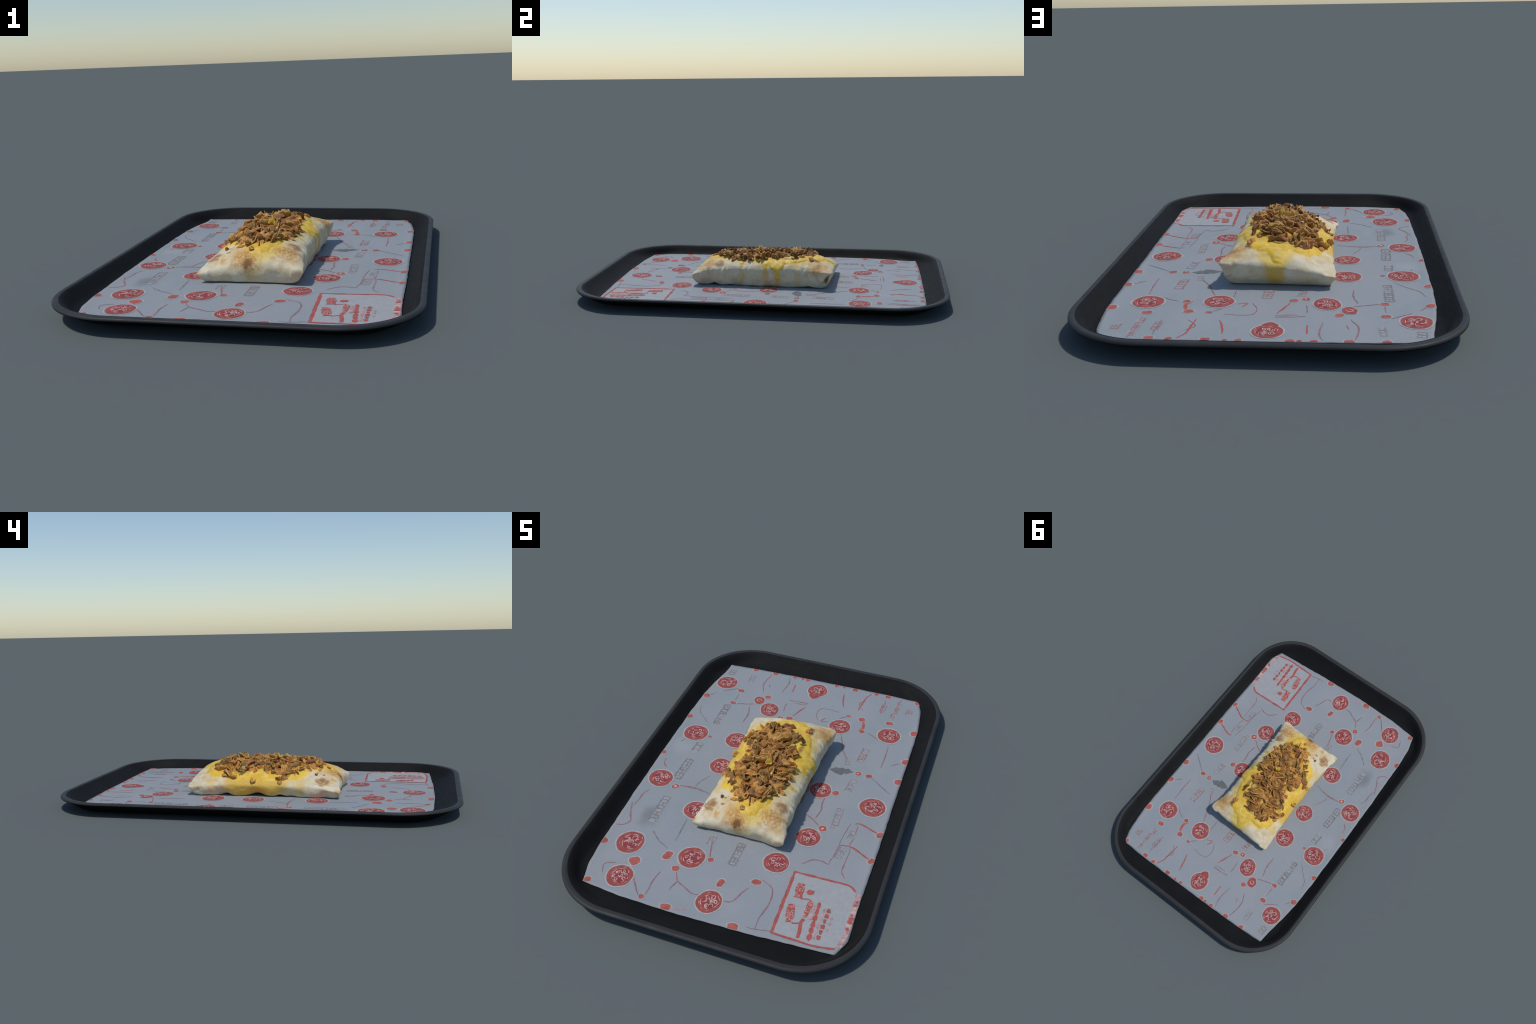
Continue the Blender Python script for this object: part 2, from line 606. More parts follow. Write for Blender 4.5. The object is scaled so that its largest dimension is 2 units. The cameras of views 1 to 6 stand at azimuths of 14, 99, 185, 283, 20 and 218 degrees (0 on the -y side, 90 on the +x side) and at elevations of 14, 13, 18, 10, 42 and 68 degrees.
def medallion(cx, cy, r, turn=0., squash=1., tail=None):
    p = Print()
    sd = cx * 13 + cy * 7
    if tail is not None:
        tx, ty = cx + math.cos(tail) * r * 1.25, cy + math.sin(tail) * r * 1.25
        p.shape(oval(tx - math.cos(tail) * .3 * r, ty - math.sin(tail) * .3 * r, r * .62, 1, tail, .05, 20, sd, 1.4), M_HALO, 1)
        p.shape(oval(tx - math.cos(tail) * .3 * r, ty - math.sin(tail) * .3 * r, r * .5, 1, tail, .05, 20, sd, 1.4), M_RED, 2)
    p.shape(oval(cx, cy, r * 1.10, squash, turn, .03, 48, sd), M_HALO, 1.3)
    p.shape(oval(cx, cy, r * .98, squash, turn, .03, 48, sd), M_RED, 2.2)
    ox, oy = r * .05, r * .03

    def at(rad, ang, dx=0., dy=0.):
        x = rad * math.cos(ang) + dx
        y = (rad * math.sin(ang) + dy) * squash
        return (cx + ox + x * math.cos(turn) - y * math.sin(turn), cy + oy + x * math.sin(turn) + y * math.cos(turn))

    loc = random.Random(int(sd * 1000))
    p.shape([at(r * .64, 2 * math.pi * i / 30) for i in range(30)], M_DEEP, 2.6)
    # broken cream ring
    a = loc.uniform(0, 6.28)
    end = a + 6.0
    while a < end:
        span = loc.uniform(.35, .9)
        rr = r * loc.uniform(.60, .72)
        p.stroke([at(rr * loc.uniform(.93, 1.07), a + span * t) for t in (0, .35, .7, 1)], r * .052, M_CREAM, 3.1, .6, r * .03, r * .07)
        a += span + loc.uniform(.15, .7)
    # looping letter-like figures inside
    for k in range(7):
        ang = k * 1.047 + loc.uniform(-.3, .3)
        bx, by = r * .41 * math.cos(ang), r * .39 * math.sin(ang)
        if k == 6:
            bx, by = 0, 0
        s = r * loc.uniform(.14, .21)
        st = loc.uniform(0, 6.28)
        sweep = loc.uniform(2.6, 4.8) * loc.choice((-1, 1))
        pts = [at(s * (1 - .25 * t), st + sweep * t, bx, by) for t in (0, .2, .4, .6, .8, 1)]
        pts.append(at(0, 0, bx + loc.uniform(-.22, .22) * r, by + loc.uniform(-.22, .22) * r))
        p.stroke(pts, r * .066, M_CREAM, 3.3 + .05 * k, .5, r * .025, r * .05)
        if loc.random() < .6:
            p.stroke([at(0, 0, bx - s * .6, by + loc.uniform(-.4, .4) * s), at(0, 0, bx + s * .7, by + loc.uniform(-.5, .5) * s)], r * .05, M_CREAM, 3.7, .3, 0, r * .05)
    for k in range(4):
        b = loc.uniform(0, 6.28)
        p.stroke([at(r * loc.uniform(.76, .84), b + t) for t in (0, .15, .3)], r * .032, M_CREAM, 3.2, .8, 0, r * .06)
    p.finish("printed_medallion", liner)


medallion(.499, .002, .0615, .3, .97)
medallion(.276, -.281, .056, 1.1, .96)
medallion(.237, .032, .053, .5, .98)
medallion(.003, -.767, .060, 1.4, .9)
medallion(.193, -.470, .056, .4, 1)
medallion(-.163, -.570, .060, 1.0, .97)
medallion(-.408, -.769, .060, 1.5, .95)
medallion(-.454, -.580, .066, 1.5, .94)
medallion(-.262, -.298, .058, .2, .96)
medallion(.449, .540, .058, .8, 1)
medallion(.191, .526, .056, .2, 1)
medallion(-.011, .789, .057, 1.4, .93, math.radians(-95))
medallion(-.202, .534, .058, 1.9, .84)
medallion(-.271, .026, .055, .7, 1)
medallion(-.271, .237, .058, .9, 1)
medallion(-.511, -.154, .058, 2.2, .97)
medallion(-.492, .220, .062, .3, .97)
medallion(-.506, .686, .057, .9, .97)


def small_medallion(cx, cy, r):
    p = Print()
    p.shape(oval(cx, cy, r * 1.12, .8, 1.9, .05, 30, 3), M_HALO, 1.3)
    p.shape(oval(cx, cy, r, .8, 1.9, .05, 30, 3), M_RED, 2.2)
    p.stroke([(cx + r * .4 * math.cos(a), cy + r * .35 * math.sin(a)) for a in (0, 1.2, 2.4, 3.6, 5)], r * .15, M_CREAM, 3, .3, 0, .005)
    p.finish("printed_medallion", liner)


small_medallion(-.282, .593, .033)


def tag(cx, cy, r, squash=.85, turn=.6, mat=None, dot=False):
    """small red tag with a pale halo"""
    p = Print()
    sd = cx * 31 + cy * 17
    p.shape(oval(cx, cy, r * 1.18, squash, turn, .08, 22, sd, 2.6), M_HALO, 1)
    p.shape(oval(cx, cy, r * .92, squash, turn, .10, 22, sd, 2.8), mat or M_TAG, 1.8)
    if dot:
        p.shape(oval(cx, cy, r * .33, 1, 0, .2, 12, sd), M_CREAM, 2.5)
    p.finish("printed_tag", liner)


# tags along the long right edge and near it
tag(.577, -.323, .019, .7, 1.0); tag(.574, -.160, .020, .7, 1.0); tag(.573, .212, .021); tag(.578, .367, .023)
tag(.572, .602, .025); tag(.321, -.207, .020, .9, .3, None, True); tag(.311, .036, .018); tag(.430, .206, .018, .7, .5)
tag(.376, .206, .016, .8, .5, None, True)
# front edge
tag(.142, -.850, .024, .8, .1); tag(-.152, -.852, .024, .7, 0); tag(-.271, -.838, .014); tag(-.526, -.832, .017)
tag(.150, -.602, .024, .65, .1); tag(.010, -.658, .024, .62, 1.4); tag(-.202, -.650, .018); tag(-.078, -.554, .015)
tag(-.266, -.595, .027, .68, 1.3); tag(-.386, -.674, .025, .95, .8); tag(-.570, -.613, .020)
# back half
tag(.429, .641, .020, .75, .2); tag(.309, .527, .015); tag(.284, .623, .018); tag(.211, .628, .013, .6, 0)
tag(.370, .862, .018, .7, 0); tag(.304, .864, .013); tag(.184, .864, .019, .7, .1); tag(.119, .866, .009); tag(.076, .866, .013)
tag(-.091, .864, .016); tag(-.121, .863, .010); tag(-.168, .862, .014); tag(-.280, .860, .020, .7, 0); tag(-.399, .858, .017)
tag(-.247, .637, .017); tag(-.406, .642, .019, .8, 0); tag(-.080, .503, .020, .65, .3); tag(-.124, .486, .016, .9, 0, None, True)
tag(.532, .862, .018); tag(-.407, .525, .017, .7, 0); tag(-.568, .536, .019); tag(-.578, .337, .017); tag(-.580, .024, .014)
tag(-.412, .217, .010); tag(-.420, -.184, .019, .7, .7, None, True); tag(-.197, .179, .008)

lines = Print()


def stroke(*pts, w=.0062, mat=None, level=.8):
    lines.stroke(pts, w, mat or M_LINE, level, .45, .0028)


# branching hairlines between the medallions, front half
stroke((.229, -.830), (.225, -.774), (.238, -.702), (.233, -.632), (.216, -.603), (.168, -.582))
stroke((.129, -.642), (.108, -.689), (.089, -.734), (.053, -.741))
stroke((-.050, -.745), (-.081, -.752), (-.122, -.732), (-.166, -.708), (-.193, -.663))
stroke((-.166, -.708), (-.178, -.769), w=.005)
stroke((-.260, -.825), (-.262, -.745), (-.255, -.689))
stroke((-.281, -.841), (-.328, -.785), (-.375, -.72))
stroke((-.058, -.829), (-.095, -.841), (-.141, -.854), w=.008, mat=M_PINK)
stroke((-.088, -.544), (-.108, -.479), (-.123, -.420), w=.007)
stroke((-.285, -.557), (-.342, -.526), (-.390, -.483), mat=M_GREY)
stroke((-.274, -.504), (-.274, -.435), (-.279, -.365), mat=M_GREY)
stroke((-.489, -.775), (-.500, -.730), (-.457, -.706), w=.0045)
stroke((-.567, -.504), (-.532, -.492), (-.517, -.462), (-.544, -.405), (-.562, -.353), w=.0065)
stroke((-.226, -.181), (-.299, -.164), (-.367, -.168), (-.407, -.172))
stroke((.295, -.818), (.229, -.830), (.192, -.831), w=.004)
stroke((.568, -.318), (.511, -.288), (.470, -.272), (.425, -.275), w=.008, mat=M_RULE)
stroke((.470, -.272), (.472, -.359), (.472, -.421), (.495, -.456), w=.005)
stroke((.571, -.155), (.523, -.136), (.471, -.119), (.451, -.129), w=.009, mat=M_RULE)
stroke((.467, -.137), (.468, -.197), (.462, -.273), w=.005)
stroke((.432, -.134), (.421, -.222), (.417, -.338), w=.004)
stroke((.409, -.406), (.377, -.394), (.335, -.401), (.298, -.438))
stroke((.425, -.275), (.405, -.40), w=.004)
# right side
stroke((.553, .118), (.507, .152), (.440, .200), mat=M_GREY, w=.0055)
stroke((.308, -.202), (.264, -.169), (.220, -.142))
stroke((.271, -.154), (.281, -.097), (.272, -.054), (.273, -.014), w=.006)
stroke((.469, .283), (.470, .366), (.467, .459), w=.006)
stroke((.555, .353), (.510, .318), w=.005)
stroke((.403, .491), (.370, .513), (.340, .528), w=.005)
stroke((.297, .289), (.254, .360), (.231, .427), (.214, .465))
stroke((.318, .520), (.293, .527), (.309, .560), (.293, .612), w=.015, mat=M_TAG)
stroke((.209, .631), (.169, .587), w=.006)
# back half
stroke((.121, .546), (.084, .536), (.100, .571), mat=M_RULE, w=.006)
stroke((.154, .643), (.078, .649), (.048, .635), w=.004)
stroke((.068, .534), (.044, .597), (.057, .646), w=.004)
stroke((.162, .699), (.144, .752), (.135, .812), mat=M_RULE, w=.007)
stroke((.244, .693), (.250, .760), (.255, .809), (.277, .857), mat=M_RULE, w=.007)
stroke((.27, .70), (.235, .75), (.262, .79), w=.005)
stroke((.435, .682), (.435, .746), (.434, .823), (.443, .861), w=.005)
stroke((.361, .704), (.364, .765), (.365, .829), w=.006)
stroke((-.068, .526), (-.049, .580), (-.029, .626), w=.007, mat=M_RULE)
stroke((-.025, .660), (-.080, .658), (-.131, .650), w=.006)
stroke((-.025, .645), (-.080, .640), (-.105, .64), w=.004)
stroke((-.128, .547), (-.135, .621), w=.005)
stroke((-.297, .384), (-.295, .448), (-.313, .522))
stroke((-.295, .554), (-.346, .537), (-.389, .526), w=.006)
stroke((-.406, .548), (-.408, .606), w=.005)
stroke((-.140, .727), (-.141, .799), mat=M_RULE)
stroke((-.192, .705), (-.182, .768), (-.182, .811), (-.196, .851))
stroke((-.287, .672), (-.312, .747), (-.304, .813), (-.299, .850), w=.006)
stroke((-.271, .723), (-.279, .755), w=.005)
stroke((.143, .407), (.143, .480), w=.005)
# left side
stroke((-.287, -.169), (-.338, -.160), (-.406, -.173))
stroke((-.332, -.155), (-.321, -.110), (-.295, -.061), w=.004)
stroke((-.521, -.073), (-.545, -.046), (-.550, -.013), w=.005)
stroke((-.454, .302), (-.499, .347), (-.542, .393), (-.560, .440), mat=M_GREY, w=.0045)
stroke((-.426, .657), (-.450, .640), (-.498, .607), w=.006)
stroke((-.529, .580), (-.550, .551), w=.005)
stroke((-.549, -.366), (-.542, -.313), (-.542, -.276), (-.528, -.246), w=.006)
stroke((-.535, .13), (-.52, .18), (-.545, .21), w=.004, mat=M_GREY)
lines.finish("printed_hairlines", liner, True)


def text_block(p0, p1, height=.036, mat=None, weight=.0055, seed=1, bars=True):
    """a row of square letter forms running from p0 to p1"""
    p = Print()
    a, b = Vector(p0), Vector(p1)
    d = b - a
    L = d.length
    d.normalize()
    up = Vector((-d.y, d.x))
    loc = random.Random(seed)
    n = max(1, round(L / .0225))
    height *= .84
    o = up * (height / 2 + .005)
    e = d * .004
    p.shape([tuple(a - e - o), tuple(b + e - o), tuple(b + e + o), tuple(a - e + o)], M_STRIP, .5)
    adv = L / n

    def seg(x0, y0, x1, y1):
        q0 = a + d * x0 + up * y0
        q1 = a + d * x1 + up * y1
        p.stroke([tuple(q0), tuple(q1)], weight * loc.uniform(.75, 1.15), mat or M_GREY, 1 + .1 * loc.random(), .15, .0012, .008)

    h = height / 2
    for i in range(n):
        x0 = i * adv + adv * .1
        x1 = (i + 1) * adv - adv * .12
        kind = loc.choice("EBDCOAEH")
        seg(x0, -h, x0, h)
        if kind in "EBDCOA":
            seg(x0, h, x1, h)
        if kind in "EBDCO":
            seg(x0, -h, x1, -h)
        if kind in "EBAH":
            seg(x0, 0, x1, 0)
        if kind in "BDOAH":
            seg(x1, -h, x1, h)
    if bars:
        seg(0, -h - .003, L, -h - .003)
    p.finish("printed_lettering", liner)


text_block((.364, -.054), (.369, -.191), .030, M_FAINT, .005, 2)
text_block((.372, .157), (.361, .067), .030, M_FAINT, .005, 3)
text_block((.369, .399), (.363, .290), .034, M_ROSE, .0055, 4)
text_block((.459, -.174), (.454, -.228), .026, M_FAINT, .005, 5)
text_block((.444, -.287), (.433, -.357), .030, M_FAINT, .005, 6)
text_block((.017, -.418), (.017, -.551), .034, M_GREY, .0068, 7)
text_block((-.424, -.259), (-.425, -.432), .036, M_GREY, .0062, 8)
text_block((.022, .485), (.019, .400), .038, M_ROSE, .0065, 10)
text_block((-.100, .455), (-.111, .390), .032, M_ROSE, .0055, 11)
text_block((.441, .843), (.430, .690), .020, M_ROSE, .0055, 12)
text_block((.371, .789), (.365, .721), .024, M_ROSE, .0055, 13)
text_block((.507, .790), (.506, .745), .030, M_ROSE, .0055, 14)
text_block((-.392, .805), (-.387, .733), .022, M_FAINT, .005, 15)
text_block((-.511, .815), (-.518, .765), .032, M_GREY, .0045, 16)
text_block((-.433, .020), (-.437, -.131), .040, M_GREY, .0062, 17)
text_block((-.435, .155), (-.440, .084), .034, M_GREY, .0055, 18)
text_block((-.425, .499), (-.423, .325), .034, M_GREY, .0065, 19)
text_block((-.12, -.42), (-.118, -.475), .030, M_FAINT, .005, 21)
text_block((.30, .30), (.31, .25), .020, M_FAINT, .0045, 22)


def build_panel():
    p = Print()
    p.shape([(.296, -.824), (.290, -.64), (.285, -.490), (.402, -.488), (.513, -.484), (.553, -.502), (.563, -.527), (.571, -.615), (.573, -.728), (.563, -.793), (.551, -.807), (.474, -.826), (.389, -.825)], M_PANEL, .6)

    def rule(*pts, w=.010, mat=M_RULE, lv=1.6, taper=.1):
        p.stroke(pts, w, mat, lv, taper, .0012)

    rule((.296, -.824), (.290, -.66), (.285, -.490), w=.013)
    rule((.285, -.491), (.402, -.488), (.513, -.484), w=.011)
    rule((.513, -.484), (.535, -.490), (.556, -.510), w=.010)
    rule((.296, -.823), (.389, -.825), (.474, -.826), (.555, -.812), w=.010)
    rule((.560, -.520), (.569, -.615), (.571, -.728), (.560, -.790), w=.006, mat=M_PINK)
    loc = random.Random(5)
    for i in range(16):
        y = -.525 - i * .018
        x = .574 + .004 * loc.random()
        p.shape(oval(x, y, loc.uniform(.006, .012), .8, loc.random(), .2, 10, i, 2.5), loc.choice((M_PINK, M_RULE, M_PINK, M_CREAM)), 1.8 + .02 * i)
    rule((.577, -.52), (.582, -.62), (.580, -.73), (.566, -.80), w=.016, mat=M_PINK, lv=1.2)

    def word(x0, y0, x1, y1, wid, mat, count, lv=1.9):
        rule((x0, y0), (x1, y1), w=wid, mat=mat, lv=lv)
        n = count * 2
        for k in range(n):
            t = (k + .5) / n
            x, y = x0 + (x1 - x0) * t, y0 + (y1 - y0) * t
            gap = abs(y1 - y0) / n * .42
            for q in (-.30, .02, .32):
                if loc.random() < .7:
                    p.stroke([(x + wid * (q - .12), y + gap * loc.uniform(-1, 1)), (x + wid * (q + .14), y + gap * loc.uniform(-1, 1))], .0030, M_CREAM, lv + .7 + .1 * loc.random(), .2, 0, .004)
            if loc.random() < .7:
                q = loc.uniform(-.3, .3)
                p.stroke([(x + wid * q, y - gap), (x + wid * q, y + gap)], .0028, M_CREAM, lv + .9, .2, 0, .004)

    word(.331, -.543, .340, -.620, .038, M_RULE, 4)
    word(.326, -.660, .345, -.750, .034, M_RULE, 5)
    p.shape(oval(.381, -.576, .016, .8, .4, .2, 16, 2), M_RULE, 1.9)
    rule((.352, -.622), (.385, -.613), (.398, -.620), w=.005)
    rule((.357, -.752), (.388, -.740), w=.006)
    word(.399, -.620, .397, -.707, .020, M_RULE, 5)
    rule((.397, -.715), (.391, -.735), (.398, -.775), (.401, -.811), w=.013)
    word(.421, -.632, .420, -.71, .016, M_PINK, 5)
    # dashed thick column and double column
    for k in range(6):
        y = -.618 - k * .032
        rule((.433 + .002 * k, y), (.435 + .002 * k, y - .025), w=.017, taper=.2)
    rule((.433, -.612), (.446, -.81), w=.008, lv=1.5)
    for k in range(6):
        y = -.632 - k * .028
        rule((.478, y), (.481, y - .021), w=.016, taper=.2, mat=loc.choice((M_RULE, M_TAG)))
        rule((.461, y), (.461, y - .024), w=.009, mat=M_PINK)
        if k in (1, 2, 3):
            rule((.501, y - .008), (.501, y - .024), w=.009, mat=M_PINK)
    rule((.428, -.515), (.430, -.55), w=.012, mat=M_PANEL, lv=1.2)
    p.finish("printed_panel", liner)


build_panel()


def build_grey_patch():
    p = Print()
    p.shape([(.352, .208), (.334, .196), (.320, .182), (.312, .189), (.300, .168), (.271, .173), (.232, .190), (.250, .204), (.262, .216), (.278, .214), (.294, .223), (.306, .217), (.324, .226), (.338, .214)], M_GREY_PATCH, 1)
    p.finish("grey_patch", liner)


build_grey_patch()

# ------------------------------------------------------------------ burrito
burrito = root("burrito", PZ, "Baked burrito topped with yellow cheese sauce and fried onions", "burrito")

NU, NV = 150, 230
CA, CB, CC, CD = (-.242, -.415, .060), (.218, -.422, .084), (.230, .381, .121), (-.243, .395, .074)


def sgnpow(x, p):
    return np.sign(x) * np.abs(x) ** p


def burrito_surface():
    """pillow: an equator curve through four pointed corners, a domed top and a flat-bottomed lower half"""
    su, sv = np.meshgrid(np.linspace(-1, 1, NU + 1), np.linspace(-1, 1, NV + 1))
    u = .45 * su + .55 * np.sin(su * math.pi / 2)
    v = .45 * sv + .55 * np.sin(sv * math.pi / 2)
    # rounded plan corners
    uu = u * (1 - .030 * np.abs(v) ** 16)
    vv = v * (1 - .020 * np.abs(u) ** 16)
    a, b = (uu + 1) / 2, (vv + 1) / 2
    bil = [(CA[i] * (1 - a) + CB[i] * a) * (1 - b) + (CD[i] * (1 - a) + CC[i] * a) * b for i in range(3)]
    x, y, ze = bil
    pinch_l, pinch_r = .018 * (1 - np.abs(vv) ** 4), .030 * (1 - np.abs(vv) ** 4)
    x = x + pinch_l * (1 - a) - pinch_r * a
    y = y + .014 * (1 - np.abs(uu) ** 3) * (1 - b) + .008 * (1 - np.abs(uu) ** 3) * b
    # equator height: sides about 8 cm, near end low, far end high
    ze = ze + (1 - np.abs(vv) ** 3) * (.072 + .022 * a - ze) * .9
    mid_end = (1 - np.abs(uu) ** 2)
    ze = ze + mid_end * np.abs(vv) ** 6 * np.where(vv > 0, -.012, .000)
    top = np.interp(y, (-.42, -.34, -.28, -.15, .0, .18, .28, .34, .40), (.154, .165, .168, .168, .169, .171, .172, .169, .163))
    top = top + .006 - .85 * np.maximum(0, .055 - x) ** 2 - .6 * np.maximum(0, x - .055) ** 2
    hx = (1 - np.abs(u) ** 3.2) ** .47
    hv = (1 - np.abs(v) ** np.where(v > 0, 4.2, 4.2)) ** np.where(v > 0, .50, .52)
    zt = ze + (top - ze) * hx * hv
    # lower half runs from the equator in to a flat foot
    a2, b2 = (np.clip(uu / .93, -1, 1) + 1) / 2, (np.clip(vv / .955, -1, 1) + 1) / 2
    FA, FB, FC, FD = (-.216, -.400), (.172, -.396), (.186, .352), (-.214, .358)
    fx, fy = [(FA[i] * (1 - a2) + FB[i] * a2) * (1 - b2) + (FD[i] * (1 - a2) + FC[i] * a2) * b2 for i in range(2)]
    wav = .012 * np.sin(fy * 34 + .6) + .006 * np.sin(fy * 71)
    fx = fx + (.026 + wav * .8) * (1 - np.abs(vv) ** 4) * (1 - a2) ** 2 - (.006 + wav * .4) * (1 - np.abs(vv) ** 4) * a2 ** 2
    fy = fy + (.014 * (1 - b2) - .010 * b2) * (1 - np.abs(uu) ** 3)
    g = np.clip((1 - np.abs(u) ** 17) ** .5 * (1 - np.abs(v) ** 24) ** .5 * 1.08, 0, 1)
    lift = np.zeros_like(x)
    for yc, wd, hgt, side in ((.20, .028, .010, -1), (.036, .05, .014, -1), (-.086, .022, .012, -1), (-.29, .022, .013, 1), (-.20, .02, .005, 1), (.26, .03, .008, 1)):
        lift += hgt * np.exp(-((y - yc) / wd) ** 2) * smooth(.55, .9, u * side)
    zb = ze - (ze - PZ - .0012 - lift) * g
    k = g ** 1.2
    xb, yb = x + (fx - x) * k, y + (fy - y) * k
    return x, y, zt, xb, yb, zb


def build_burrito():
    x, y, zt, xb, yb, zb = burrito_surface()
    W = NU + 1
    H = NV + 1
    verts = [(x[j, i], y[j, i], zt[j, i]) for j in range(H) for i in range(W)]
    idx_b = {}
    for j in range(H):
        for i in range(W):
            if 0 < i < NU and 0 < j < NV:
                idx_b[j, i] = len(verts)
                verts.append((xb[j, i], yb[j, i], zb[j, i]))
            else:
                idx_b[j, i] = j * W + i
    faces = []
    for j in range(NV):
        for i in range(NU):
            faces.append((j * W + i, j * W + i + 1, (j + 1) * W + i + 1, (j + 1) * W + i))
            faces.append((idx_b[j, i], idx_b[j + 1, i], idx_b[j + 1, i + 1], idx_b[j, i + 1]))
    bm = bmesh.new()
    bv = [bm.verts.new(v) for v in verts]
    for f in faces:
        bm.faces.new([bv[i] for i in f])
    bm.normal_update()
    # soften the equator, then lumps, folds and pleats along the normals
    for _ in range(10):
        bmesh.ops.smooth_vert(bm, verts=bm.verts, factor=.5, use_axis_x=True, use_axis_y=True, use_axis_z=True)
    for reach, passes in ((.075, 4), (.060, 5), (.048, 6), (.036, 6), (.026, 6)):
        nubs = [vt for vt in bm.verts if min(math.hypot(vt.co.x - c[0], vt.co.y - c[1]) for c in (CA, CB, CC, CD)) < reach and vt.co.z > PZ + .006]
        for _ in range(passes):
            bmesh.ops.smooth_vert(bm, verts=nubs, factor=.5, use_axis_x=True, use_axis_y=True, use_axis_z=True)
    # round the seam between upper and lower half, sparing the corner points
    soft = []
    bottom = {k: ji for ji, k in idx_b.items()}
    for k, vt in enumerate(bm.verts):
        j, i = divmod(k, W) if k < W * H else bottom[k]
        near_side, near_end = min(i, NU - i), min(j, NV - j)
        band = (16, 26) if k < W * H else (9, 12)
        corner = near_side < 26 and near_end < 30
        if (near_side < band[0] or near_end < band[1]) and not corner:
            soft.append(vt)
    for _ in range(70):
        bmesh.ops.smooth_vert(bm, verts=soft, factor=.5, use_axis_x=True, use_axis_y=True, use_axis_z=True)
    bm.normal_update()
    moves = []
    for vt in bm.verts:
        p, n = vt.co, vt.normal
        d = .0055 * fbm(p.x, p.y, p.z, 13, 1) + .0035 * (1 - abs(n.z)) * fbm(p.x * .6, p.y, p.z, 24, 21) + .0024 * fbm(p.x, p.y, p.z, 32, 4) + .0007 * fbm(p.x, p.y, p.z, 90, 6)
        side = max(0, n.x)
        # slanting pleats on the right flank
        for yc, sl, dep, wd in ((-.315, .10, .005, .008), (-.255, .35, .007, .009), (-.225, .2, .005, .007), (-.155, -.2, .003, .010), (.16, .15, .003, .012), (.235, -.3, .003, .009), (.29, -.5, .005, .010), (-.11, .4, .004, .008), (-.05, -.3, .003, .007), (.09, .3, .003, .008), (.20, .5, .004, .007)):
            q = (p.y - yc - sl * (p.z - .09)) / wd
            zf = math.exp(-((p.z - .105) / .045) ** 2)
            d -= dep * math.exp(-q * q) * side * zf
            d += dep * .6 * math.exp(-(q - 1.8) ** 2) * side * zf
        lside = max(0, -n.x)
        for yc, wd, dep in ((.24, .016, .004), (-.10, .02, .005), (-.16, .014, .003), (.03, .03, .004)):
            d -= dep * math.exp(-((p.y - yc) / wd) ** 2) * lside
        # broad ripple where the filling pushes up, bumpy edge on the right shoulder
        d += .0045 * fbm(0, p.y, 0, 34, 12) * math.exp(-((p.x - .15) / .04) ** 2) * max(0, n.z + .2)
        # open fold at the far right corner
        q = Vector(((p.x - .195) / .05, (p.y - .350 - .5 * (p.z - .080)) / .011, (p.z - .080) / .028))
        d -= .030 * math.exp(-q.length_squared)
        # tucked pleats on the left corners and near-left point
        q2 = Vector(((p.x + .215) / .05, (p.y - .345) / .025, (p.z - .052 + .5 * (p.y - .345)) / .006))
        d -= .005 * math.exp(-q2.length_squared)
        q3 = Vector(((p.x + .225) / .04, (p.y + .385) / .010, (p.z - .045) / .018))
        d -= .007 * math.exp(-q3.length_squared)
        if n.z < -.7:
            d *= .2
        moves.append(n * d)
    for vt, m in zip(bm.verts, moves):
        vt.co += m
        vt.co.z = max(vt.co.z, PZ + .0012)
    bm.normal_update()
    me = bpy.data.meshes.new("tortilla_wrap")
    bm.to_mesh(me)
    bm.free()
    me.materials.append(M_TORT)
    me.polygons.foreach_set("use_smooth", np.ones(len(me.polygons), bool))
    return me


wrap_mesh = build_burrito()
add("tortilla_wrap", wrap_mesh, burrito)

# outline of the cheese seen from above, and of the onion heap
CHEESE = ((.030, -.365), (.070, -.318), (.098, -.25), (.104, -.18), (.120, -.10), (.146, -.04), (.158, .02), (.172, .075), (.160, .14), (.150, .195), (.126, .24), (.105, .30), (.04, .335), (.018, .380), (-.028, .382), (-.03, .345), (-.07, .318), (-.125, .312), (-.172, .286), (-.195, .255), (-.185, .21), (-.212, .17), (-.215, .06), (-.21, -.10), (-.195, -.19), (-.16, -.235), (-.118, -.24), (-.062, -.290), (-.02, -.345))
HEAP = ((.080, -.268), (.0, -.295), (-.076, -.298), (-.128, -.245), (-.140, -.204), (-.190, -.111), (-.177, -.029), (-.150, .0), (-.174, .072), (-.186, .141), (-.155, .225), (-.110, .270), (-.069, .274), (.021, .260), (.047, .193), (.090, .090), (.098, .013), (.126, -.014), (.124, -.104), (.116, -.215))


CHEESE = tuple((x + .012 * float(smooth(-.08, -.2, x)), y) for x, y in CHEESE)
HEAP = tuple((x + .012 * float(smooth(-.05, -.17, x)), y) for x, y in HEAP)


def signed(poly, px, py):
    """distance to a closed outline, positive inside"""
    P = np.asarray(poly)
    Q = np.roll(P, -1, 0)
    e = Q - P
    w = np.array((px, py)) - P
    t = np.clip((w * e).sum(1) / (e * e).sum(1), 0, 1)
    d = np.sqrt(((w - e * t[:, None]) ** 2).sum(1)).min()
    inside = False
    for (ax, ay), (bx, by) in zip(P, Q):
        if (ay > py) != (by > py) and px < (bx - ax) * (py - ay) / (by - ay) + ax:
            inside = not inside
    return d if inside else -d


